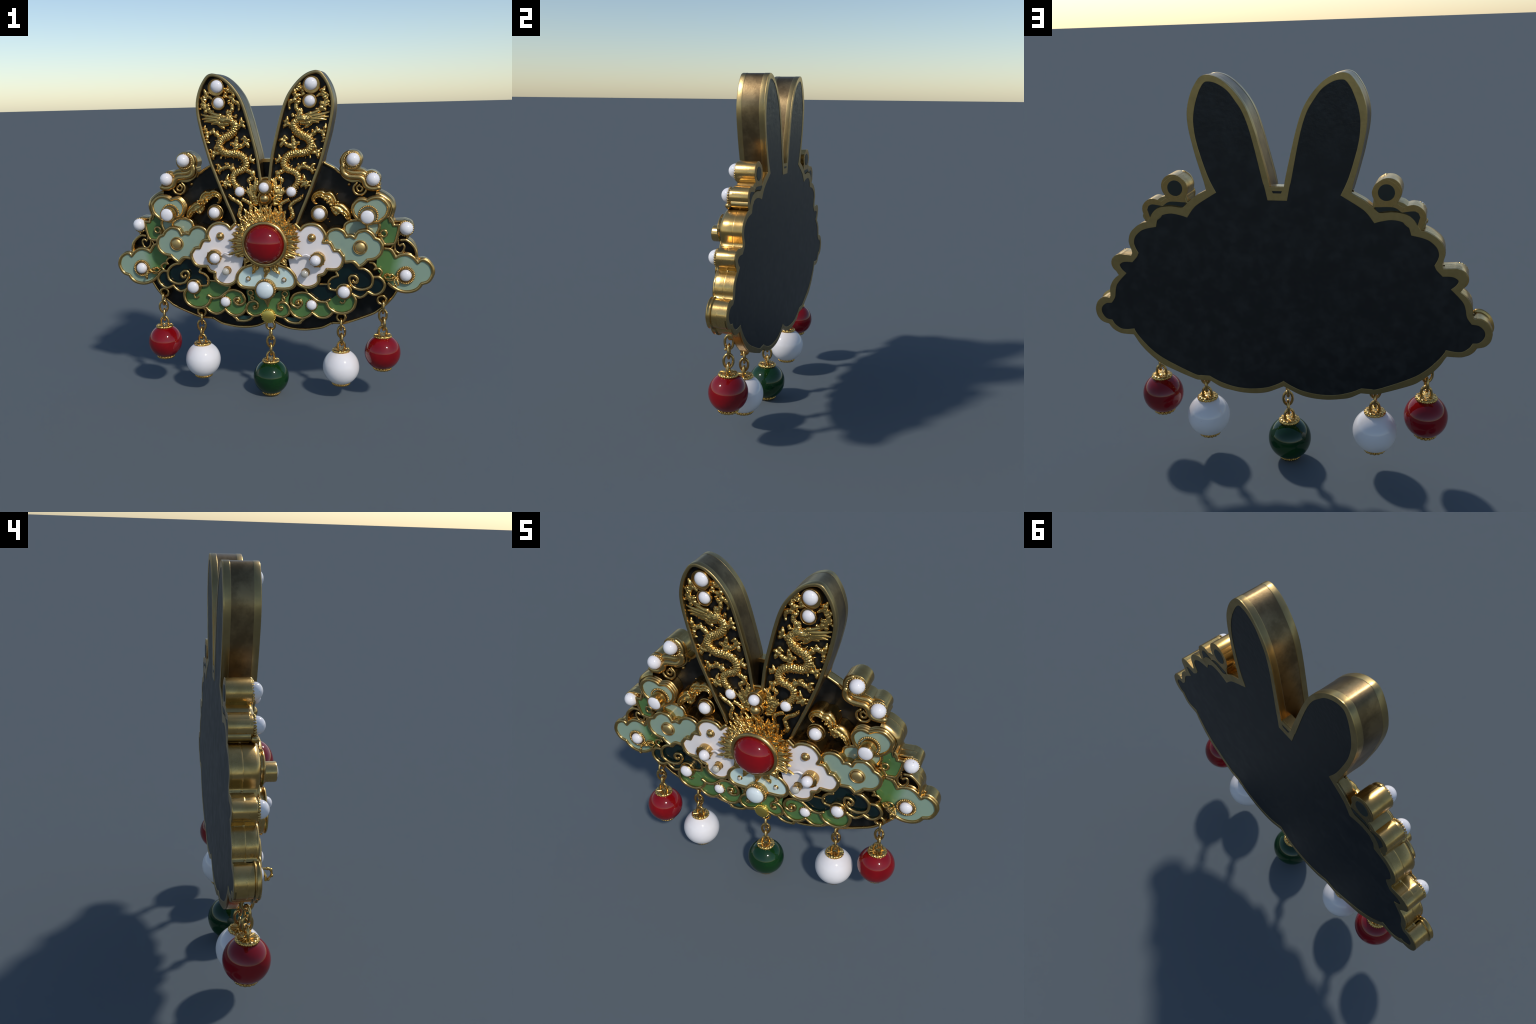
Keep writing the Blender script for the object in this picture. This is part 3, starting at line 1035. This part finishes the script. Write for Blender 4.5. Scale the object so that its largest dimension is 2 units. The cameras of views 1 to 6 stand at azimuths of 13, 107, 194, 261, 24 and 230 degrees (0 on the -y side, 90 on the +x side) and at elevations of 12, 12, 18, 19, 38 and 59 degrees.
setting("pearl_cup", .157, 1.304, -.006, .026, .0335, .0295, dome=.75, pearl_y=-.004, beads=18, bead_r=.0036, bead_y=.0)
setting("pearl_cup", .283, 1.918, -.014, .026, .0500, .0372, dome=.75, bezel=.004, dx=-.004, dz=.005, pearl_y=-.006)
setting("pearl_cup", .2715, 1.828, -.012, .026, .0420, .0320, dome=.8, bezel=.005, pearl_y=-.001)
setting("pearl_cup", .318, .908, -.070, -.030, .0450, .0320, dome=1.0, bezel=.004, dx=-.010, dz=-.003, pearl_y=-.074, beads=10, bead_r=.005, bead_y=-.062)
setting("centre_pearl_cup", 0, .716, -.082, .012, .0600, .0530, mat=PALE_PEARL, beads=26, bead_r=.0062, bead_y=-.066, dome=.55, twin=False, step=.006, pearl_y=-.080)
setting("crest_pearl_cup", .003, 1.335, -.052, .024, .0440, .0300, dome=.9, bezel=.006, twin=False, pearl_y=-.058)
setting("crest_ball_cup", .003, 1.266, -.036, .024, .0400, .0310, mat=GOLD, dome=1.0, bezel=.006, twin=False, pearl_y=-.040)

# gold studs on the clouds
def stud(x, z, y_tip, y_base, r, mat=GOLD, name="stud"):
    s = Shape()
    prof = [(0, y_tip)] + [(r * math.sin(a * .5 * math.pi / 6), y_tip + r * .8 * (1 - math.cos(a * .5 * math.pi / 6))) for a in range(1, 7)]
    prof += [(r, y_base)]
    s.lathe(x, z, prof, 26)
    o = add(name, s, mat, brooch, 60); pairs.append(o)
    s = Shape()
    s.tube([(x + (r + .001) * math.cos(a * TAU / 26), y_base - .001, z + (r + .001) * math.sin(a * TAU / 26)) for a in range(26)], .0022, 6, True)
    add("stud_collar", s, GOLD, o, 60)

stud(.281, 1.034, -.054, -.030, .0225)
stud(.2425, .823, -.076, -.030, .0235)
stud(.111, .774, -.044, -.034, .0125)
for x, y, z, q in ((.2425, -.074, .823, .0225), (.111, -.044, .774, .0105)):
    s = Shape()
    s.ball((x, y, z), q, 20, 14, .75)
    o = add("stud_pearl", s, TINY_PEARL, brooch, 180); pairs.append(o)
s = Shape()
s.lathe(.566, .979, [(0, -.034), (.020, -.0325), (.030, -.028), (.0335, -.020), (.0338, -.006), (.0366, -.006), (.0370, -.024), (.0395, -.027), (.0425, -.024), (.0440, -.012)], 44)
o = add("gold_boss", s, BOSS, brooch, 50); pairs.append(o)
s = Shape()
s.lathe(.003, .531, [(0, -.012), (.034, -.011), (.039, -.008), (.0410, .000), (.0450, .004), (.0450, .030)], 44)
for i in range(22):
    a = TAU * i / 22
    s.ball((.003 + .0435 * math.cos(a), .001, .531 + .0435 * math.sin(a)), .0042, 8, 6)
add("gold_knob", s, FLAT_GOLD, brooch, 40)

# small loose knobs on the plate
s = Shape()
s.ball((.490, .094, 1.339), .011, 12, 8)
s.ball((.4205, .098, 1.281), .004, 8, 6); s.ball((.362, .098, 1.13), .006, 8, 6); s.ball((.372, .098, 1.113), .005, 8, 6)
o = add("plate_bead", s, GOLD, brooch, 180, kind="stuff"); pairs.append(o)

# white vein from the flames to the white-cloud pearl
s = Shape()
s.tube(spline([(.215, -.055, .925), (.245, -.050, .934), (.262, -.046, .928), (.285, -.044, .912)], 6), [.006] * 19, 8)
o = add("cloud_vein", s, WHITE_EN, brooch, 180); pairs.append(o)


# ------------------------------------------------------------------ upper S-scrolls behind the shoulder
s = Shape()
blk = spline(S_BLOCK[0], 7, closed=True)
s.slab([blk], .056, .149)
block = add("shoulder_scroll", s, BRASS, brooch, 40)
back_blk = outline(BACK_RING_BLOCK)
s = Shape(); s.slab([back_blk], .060, .1492)
add("scroll_block", s, GOLD, block, 40)
s = Shape()
s.slab([outline(BACK_RING_INSET)], .1480, .1500)
add("scroll_back_inset", s, OLIVE, block)
s = Shape()
s.lathe(.499, 1.477, [(0, .1510), (.036, .1510), (.038, .149)], 36)
add("cup_back_inset", s, OLIVE, block)
s = Shape()
s.wire(S_RIBBON, .040, .0175, 1.0, 8, 16)
s.wire([[(x + .012, z + .022) for x, z in S_RIBBON[0][1:-2]]], .058, .018, 1.0, 8, 12)
s.wire(S_CRESCENT, .044, .0140, 1.2, 8, 12, taper=.0)
s.sweep(spline(S_RIBBON[0], 8), [(-.014, .036), (-.014, .148), (.014, .148), (.014, .036)], 1.0)
s.sweep(spline(S_CRESCENT[0], 8), [(-.011, .045), (-.011, .148), (.011, .148), (.011, .045)], 1.0)
add("scroll_ribbon", s, GOLD, block, 60)
s = Shape()
s.wire(S_RING, .046, .0075, per=8); s.wire(S_CURL, .052, .0072, per=8)
s.sweep(spline(S_RING[0], 8), [(-.006, .048), (-.006, .103), (.006, .103), (.006, .048)], 1.0)
add("scroll_ring", s, GOLD, block, 60)
pairs.append(block)


# ------------------------------------------------------------------ feathered wing scrolls
def wing(outer, inner, name, ribs=3):
    a, b = [p for k in outer for p in spline(k, 8)], spline(inner[0], 8)
    def at(path, t):
        k = t * (len(path) - 1); i = min(int(k), len(path) - 2)
        return path[i].lerp(path[i + 1], k - i)
    m = 60
    s = Shape()
    rows = []
    for i in range(m + 1):
        t = i / m
        p, q = at(a, t), at(b, t)
        w = (p - q).normalized() * (.007 * math.sin(math.pi * t) ** .5)
        p, q = p + w, q - w
        row = [(p.x, .100, p.y), (p.x, .040, p.y)]
        for j in range(33):
            u = j / 32
            h = abs(math.sin(math.pi * ribs * u)) ** .7 * .0095 + math.sin(math.pi * u) ** .6 * .021
            w = p.lerp(q, u)
            g = noise.noise(Vector((w.x * 75, w.y * 75, 3))) * .0065 * u
            row.append((w.x, .038 - h - g, w.y))
        row += [(q.x, .040, q.y), (q.x, .100, q.y)]
        rows.append(row)
    b0 = s.grid(rows)
    nv = len(rows[0])
    s.cap([b0 + j for j in range(nv)]); s.cap([b0 + m * nv + nv - 1 - j for j in range(nv)])
    return add(name, s, RELIEF, brooch, 60)

w1 = wing(WING_TOP_OUT, WING_TOP_IN, "feather_scroll")
w2 = wing(WING_LOW_OUT, WING_LOW_IN, "feather_scroll", 3)
s = Shape()
for i in range(12):
    t = i / 11
    s.ball((.362 + .060 * t + random.uniform(-.014, .014), .012 + random.uniform(-.004, .006), 1.262 - .03 * t + random.uniform(-.02, .014)),
           random.uniform(.005, .009), 8, 6)
add("scroll_grain", fused(s, "scroll_grain", .0018, .0012, 120), RELIEF, w2, kind="stuff")
pairs += [w1, w2]


# ------------------------------------------------------------------ dragons in the ears
DY = .013
def taper_tube(s, pts2, r0, r1, y=DY, seg=10, per=6, bulge=0.0, ry=1.0, wob=.10, arch=0.0):
    pts = spline(pts2, per)
    n = len(pts) - 1
    rad = [(r0 + (r1 - r0) * i / n) * (1 + bulge * math.sin(math.pi * i / n)) *
           (1 + wob * noise.noise(Vector((pts[i].x * 120, pts[i].y * 120, r0 * 900)))) for i in range(n + 1)]
    s.tube([(p.x, y - arch * math.sin(math.pi * i / n), p.y) for i, p in enumerate(pts)], rad, seg, ry=ry)
    return pts

path = spline(DR_BODY[0], 14)
n = len(path) - 1
cum = [0.0]
for i in range(n):
    cum.append(cum[-1] + (path[i + 1] - path[i]).length)
rad = []
for i in range(n + 1):
    t = i / n
    rad.append(.0282 * (1 - .32 * t ** 2) * (.80 + .20 * min(1, t * 7)))
# resample evenly so the scales keep one size
step, pts, rr, ss = .0019, [], [], []
d = 0.0
i = 0
while d < cum[-1]:
    while cum[i + 1] < d:
        i += 1
    k = (d - cum[i]) / max(1e-9, cum[i + 1] - cum[i])
    p = path[i].lerp(path[i + 1], k)
    pts.append((p.x, DY, p.y)); rr.append(rad[i]); ss.append(d)
    d += step
def scales(i, a):
    u = ss[i] / .0128
    v = a / TAU * 11
    row = math.floor(u)
    fu = u - row
    fv = (v + .5 * (row % 2)) % 1.0
    dome = max(0.0, 1 - ((fu - .5) / .55) ** 2 - ((fv - .5) / .55) ** 2)
    return .87 + .20 * math.sqrt(dome)
s = Shape()
s.tube(pts, rr, 48, ry=1.0, lump=scales)
for k in range(6, len(pts) - 8, 22):              # spiny crest along the back
    p, q = Vector(pts[k]), Vector(pts[k + 1])
    t = (q - p).normalized()
    side = Vector((-t.z, 0, t.x))
    s.tube([p + side * (rr[k] * .8) + Vector((0, -.004, 0)), p + side * (rr[k] * 1.15) + t * .004, p + side * (rr[k] * 1.5) + t * .008], [.006, .004, .0015], 6)
dragon = add("dragon", s, RELIEF, brooch, 180)

s = Shape()
for limb in DRAGON_LIMBS:
    L = sum((Vector(limb[j + 1]) - Vector(limb[j])).length for j in range(len(limb) - 1))
    if L > .075:                                  # leg with knuckles
        p = taper_tube(s, limb, .0165, .0122, DY - .002, 12, 6, .15, wob=.35)
        knots = [(q, .0128) for q in (p[0], p[len(p) // 2], p[-1])]
    else:                                         # toe ending in a claw
        p = taper_tube(s, limb, .0126, .0050, DY - .002, 10, 6, .35, arch=.005, wob=.3)
        knots = [(p[0], .0115), (p[len(p) * 2 // 3], .0085)]
    for q, kr in knots:
        s.ball((q.x + random.uniform(-.002, .002), DY - .005, q.y + random.uniform(-.002, .002)), kr, 9, 6)
add("dragon_limbs", fused(s, "dragon_limbs"), RELIEF, dragon)

s = Shape()
for lock in DRAGON_MANE:
    taper_tube(s, lock, .0140, .0018, DY - .005, 10, 6, .8, .8)
    off = [(x, z + .006) for x, z in lock]
    taper_tube(s, off, .006, .0012, DY - .007, 8, 6, .5, .8)
add("mane", s, RELIEF, dragon, 180)
s = Shape()
for horn in DRAGON_HORNS:
    p = taper_tube(s, horn, .0148, .0085, DY - .002, 10, 6, .2, wob=.45)
    for q in (p[-1], p[len(p) // 3], p[2 * len(p) // 3]):
        s.ball((q.x + random.uniform(-.004, .004), DY - .004, q.y + random.uniform(-.004, .004)), random.uniform(.008, .0115), 8, 6)
add("antlers", fused(s, "antlers", .0020, .0026, 95), RELIEF, dragon)
s = Shape()
taper_tube(s, DR_SNOUT[0], .023, .016, DY - .004, 12, 8, .2)
taper_tube(s, DR_JAW[0], .015, .009, DY - .003, 10, 8, .2)
taper_tube(s, DR_BROW[0], .010, .006, DY - .009, 10, 8, .2)
jaw_tip = DR_JAW[0][-1]
s.ball((jaw_tip[0], DY - .004, jaw_tip[1]), .0095, 10, 8)
for (x, z) in DR_BROW[0] + DR_SNOUT[0]:
    for _ in range(3):
        s.ball((x + random.uniform(-.010, .010), DY - .014, z + random.uniform(-.008, .008)), random.uniform(.004, .007), 8, 6)
add("dragon_head", fused(s, "dragon_head", .0017, .0018, 110), RELIEF, dragon)
s = Shape()
for tail in (DR_TAIL_A, DR_TAIL_B):
    p = taper_tube(s, tail[0], .0130, .0165, DY - .008, 12, 8, .0, wob=.15)
    for q in p[::2]:
        s.ball((q.x + random.uniform(-.006, .006), DY - .016, q.y + random.uniform(-.004, .004)), random.uniform(.004, .0065), 8, 6)
tip = DR_TAIL_B[0][0]
for dx, dz in ((.004, .012), (.010, -.004), (-.006, -.022)):
    s.tube([(tip[0], DY - .006, tip[1]), (tip[0] + dx, DY - .008, tip[1] + dz)], [.007, .004], 8)
add("dragon_tail", fused(s, "dragon_tail", .0020, .0024, 100), RELIEF, dragon)
pairs.append(dragon)


# ------------------------------------------------------------------ sunburst with the red cabochon
SUN = (0.002, 0.998)
s = Shape()
s.lathe(*SUN, [(0, -.066), (.112, -.066), (.1135, -.080), (.117, -.0855), (.126, -.0880), (.133, -.0865), (.139, -.081), (.1415, -.072), (.136, -.064),
               (.150, -.054), (.152, -.040), (.140, -.030), (.140, .100)], 96)
sun = add("sunburst", s, GOLD, brooch, 50)
s = Shape()
rows = []
for i in range(25):
    th = .5 * math.pi * i / 24
    rows.append((.1165 * math.sin(th), -.074 - .086 * math.cos(th)))
s.lathe(*SUN, rows, 96)
add("cabochon", s, RED, sun, 180)

def flame_mesh(length, width, bend, seed):
    """one ridged flame leaf, rooted at the origin and growing along +z"""
    s = Shape()
    m, k = 14, 13
    rows = []
    for i in range(m + 1):
        t = i / m
        w = width * (math.sin(math.pi * min(1, t * 1.25 + .12)) ** .8 if t < .70 else (1 - (t - .70) / .30) * .62 + .02)
        cx = bend * length * math.sin(t * math.pi * 1.4)
        row = []
        for j in range(k):
            u = j / (k - 1) * 2 - 1
            ridge = .0030 * math.cos(u * math.pi * 2.5) + .0022 * noise.noise(Vector((u * 3, t * 6, seed)))
            h = (1 - u * u) ** .5 * width * .75 * (1 - .55 * t) + ridge * (1 - t)
            row.append((cx + u * w, -h, t * length))
        rows.append(row)
    b = s.grid(rows)
    back = [[(x, .004, z) for x, y, z in r] for r in rows]
    b2 = s.grid(back)
    for i in range(m):
        s.f.append((b + i * k, b + (i + 1) * k, b2 + (i + 1) * k, b2 + i * k))
        s.f.append((b + i * k + k - 1, b + (i + 1) * k + k - 1, b2 + (i + 1) * k + k - 1, b2 + i * k + k - 1))
    return s.mesh("flame", 60)

kinds = [flame_mesh(.070, .0125, b, i * 3.7) for i, b in enumerate((-.06, .0, .06, .09))]
for k in kinds:
    k.materials.append(RELIEF)

def flame(angle, r0, y, size, wide=1.0, tilt=0.0, kind=0):
    o = bpy.data.objects.new("flame", kinds[kind])
    bpy.context.scene.collection.objects.link(o)
    a = math.radians(angle)
    o.parent = sun
    o.location = (SUN[0] + r0 * math.cos(a), y, SUN[1] + r0 * math.sin(a))
    o.rotation_euler = (tilt, math.pi / 2 - a, 0)
    o.scale = (wide, wide * .9, size)
    return o

for k, ang in enumerate((-90, -113, -67, -135, -46, -154, -27)):     # broad leaves under the stone
    flame(ang, .139, -.050, (1.05, .98, .98, .80, .80, .85, .85)[k], (1.75, 1.75, 1.75, 1.6, 1.6, 1.4, 1.4)[k], .05, k % 4)
n_side = 48                                     # crowded rays round the rest
for i in range(n_side):
    ang = -12 + 204 * i / (n_side - 1)
    for layer in (0, 1):
        flame(ang + layer * 1.7 + random.uniform(-1.5, 1.5), .132 + .010 * layer, -.060 + .014 * layer + random.uniform(-.004, .004),
              (.60 if layer == 0 else .85) * random.uniform(.82, 1.25), random.uniform(1.0, 1.35), random.uniform(-.05, .08), (i + layer) % 4)
for ang, ln in ((5, 1.25), (-6, 1.15), (-17, 1.50), (-22, 1.0), (175, 1.25), (186, 1.15), (197, 1.50), (202, 1.0), (16, 1.1), (164, 1.1)):
    flame(ang, .130, -.066, ln * 1.05, 1.45, .03, 1)
for row, (r0, cnt, spread) in enumerate(((.158, 15, 66), (.178, 9, 34))):
    for i in range(cnt):
        t = i / (cnt - 1) * 2 - 1
        flame(90 + t * spread + random.uniform(-2, 2), r0 + random.uniform(-.004, .004), -.034 + .012 * row,
              random.uniform(.65, 1.0), random.uniform(1.25, 1.6), random.uniform(-.12, .05), (i + row) % 4)
s = Shape()
for f in TALL_FLAMES:
    for mx in (1, -1):
        for off, sc in ((0, 1.1), (.013, .8)):
            pts2 = [(mx * (x + off), z * 1 + off * .5) for x, z in f]
            taper_tube(s, pts2, .0150 * sc, .0035, .004, 9, 8, .4, wob=.3)
add("tall_flame", fused(s, "tall_flame", .0022, .0026, 80), RELIEF, sun)
s = Shape()                                        # flame-shaped collar round the crest pearls
for r0, z0 in ((.052, 1.335), (.049, 1.266)):
    arc = [(.006 + r0 * math.cos(math.radians(a)), .0, z0 + r0 * math.sin(math.radians(a))) for a in range(-60, 115, 8)]
    s.tube(arc, [.0075] * len(arc), 8)
    s.tube([(-x + .012, y, z) for x, y, z in arc], [.0075] * len(arc), 8)
add("crest_collar", s, GOLD, sun, 60)


# ------------------------------------------------------------------ bead pendants
def ellipse_link(s, c, h, w, r, turn):
    pts = []
    for i in range(22):
        a = TAU * i / 22
        x, z = w * math.cos(a), h * math.sin(a)
        pts.append((c[0] + x * math.cos(turn), c[1] + x * math.sin(turn), c[2] + z))
    s.tube(pts, r, 10, True)

def pendant(x, z_bead, r_bead, mat, z_ring, y_ring, seed):
    rnd = random.Random(seed)
    yb = .050
    s = Shape()
    s.lathe_z(x, yb, [(r_bead * math.sin(math.pi * i / 40), z_bead - r_bead * math.cos(math.pi * i / 40)) for i in range(41)], 64)
    bead = add("hanging_bead", s, mat, brooch, 180)
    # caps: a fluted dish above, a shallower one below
    for sgn, nm in ((1, "top_cap"), (-1, "bottom_cap")):
        s = Shape()
        rc = .0500 if sgn > 0 else .0530
        z0 = z_bead + sgn * math.sqrt(r_bead ** 2 - rc ** 2)
        fl = lambda a, k: 1 + (.05 * math.cos(a * 15) if k in (1, 2, 3) else 0)
        if sgn > 0:
            prof = [(rc - .012, z0 + .004), (rc, z0 - .002), (rc + .004, z0 + .004), (rc + .001, z0 + .013), (.040, z0 + .0165), (.022, z0 + .0120), (.010, z0 + .016), (0, z0 + .017)]
        else:
            prof = [(rc - .010, z0 - .002), (rc, z0 + .001), (rc + .003, z0 - .008), (rc - .003, z0 - .0155), (.034, z0 - .0185), (0, z0 - .0190)]
        s.lathe_z(x, yb, prof, 90, fl)
        nb = 30
        for i in range(nb):
            a = TAU * i / nb
            s.ball((x + (rc + .001) * math.cos(a), yb + (rc + .001) * math.sin(a), z0 + sgn * .005), .0054, 8, 6)
        if sgn > 0:
            for i in range(15):
                a = TAU * i / 15
                s.tube([(x + q * math.cos(a), yb + q * math.sin(a), z0 + h) for q, h in ((.014, .014), (.028, .0145), (.047, .0150))], .0034, 6)
        add(nm, s, RELIEF, bead, 60)
    # chain
    top = z_bead + math.sqrt(r_bead ** 2 - .05 ** 2) + .010
    z_hi = z_ring - .020
    cnt = max(3, round((z_hi - top) / .048))
    pitch = (z_hi - top + .006) / cnt
    for i in range(cnt):
        s = Shape()
        zc = z_hi - pitch * (i + .5)
        ellipse_link(s, (x + rnd.uniform(-.002, .003), yb + (y_ring - yb) * (1 - i / cnt), zc), pitch * .5 + .012, .0235 + rnd.uniform(-.001, .003), .0074,
                     (0.25 if i % 2 else math.pi / 2 + .25) + rnd.uniform(-.25, .25))
        if i == 1:
            s.ball((x + .022, yb - .006, zc + pitch * .35), .008, 8, 6)
        add("chain_link", s, GOLD, bead, 180)
    return bead

def hanger(x, z, y, r, t=.0085, depth=0.0):
    s = Shape()
    s.tube([(x + r * math.cos(a * TAU / 32), y, z + r * math.sin(a * TAU / 32)) for a in range(32)], t, 10, True)
    if depth:
        for sg in (1, -1):
            s.lathe(x, z, [(r + sg * t * .9, y), (r + sg * t * .9, depth)], 32)
    return add("hanger_ring", s, GOLD, brooch, 180)

for mx in (1, -1):
    pendant(.699 * mx, .319, .1085, RED, .648, .055, 3 + mx)
    pendant(.446 * mx, .2095, .1130, PORCELAIN, .526, .055, 8 + mx)
    hanger(.6905 * mx, .645, .060, .0255, .0085, .104)
    hanger(.4455 * mx, .5255, .062, .0255, .0085, .104)
pendant(.0015, .1180, .1125, JADE, .448, .052, 20)
hanger(.004, .456, .052, .0265, .0078)
s = Shape()
s.tube([(.0, .09, .500), (.002, .06, .495), (.004, .052, .480)], .010, 8)
add("hanger_stem", s, GOLD, brooch, 60)


# ------------------------------------------------------------------ left half
for o in pairs:
    mirrored(o)
bpy.context.view_layer.update()
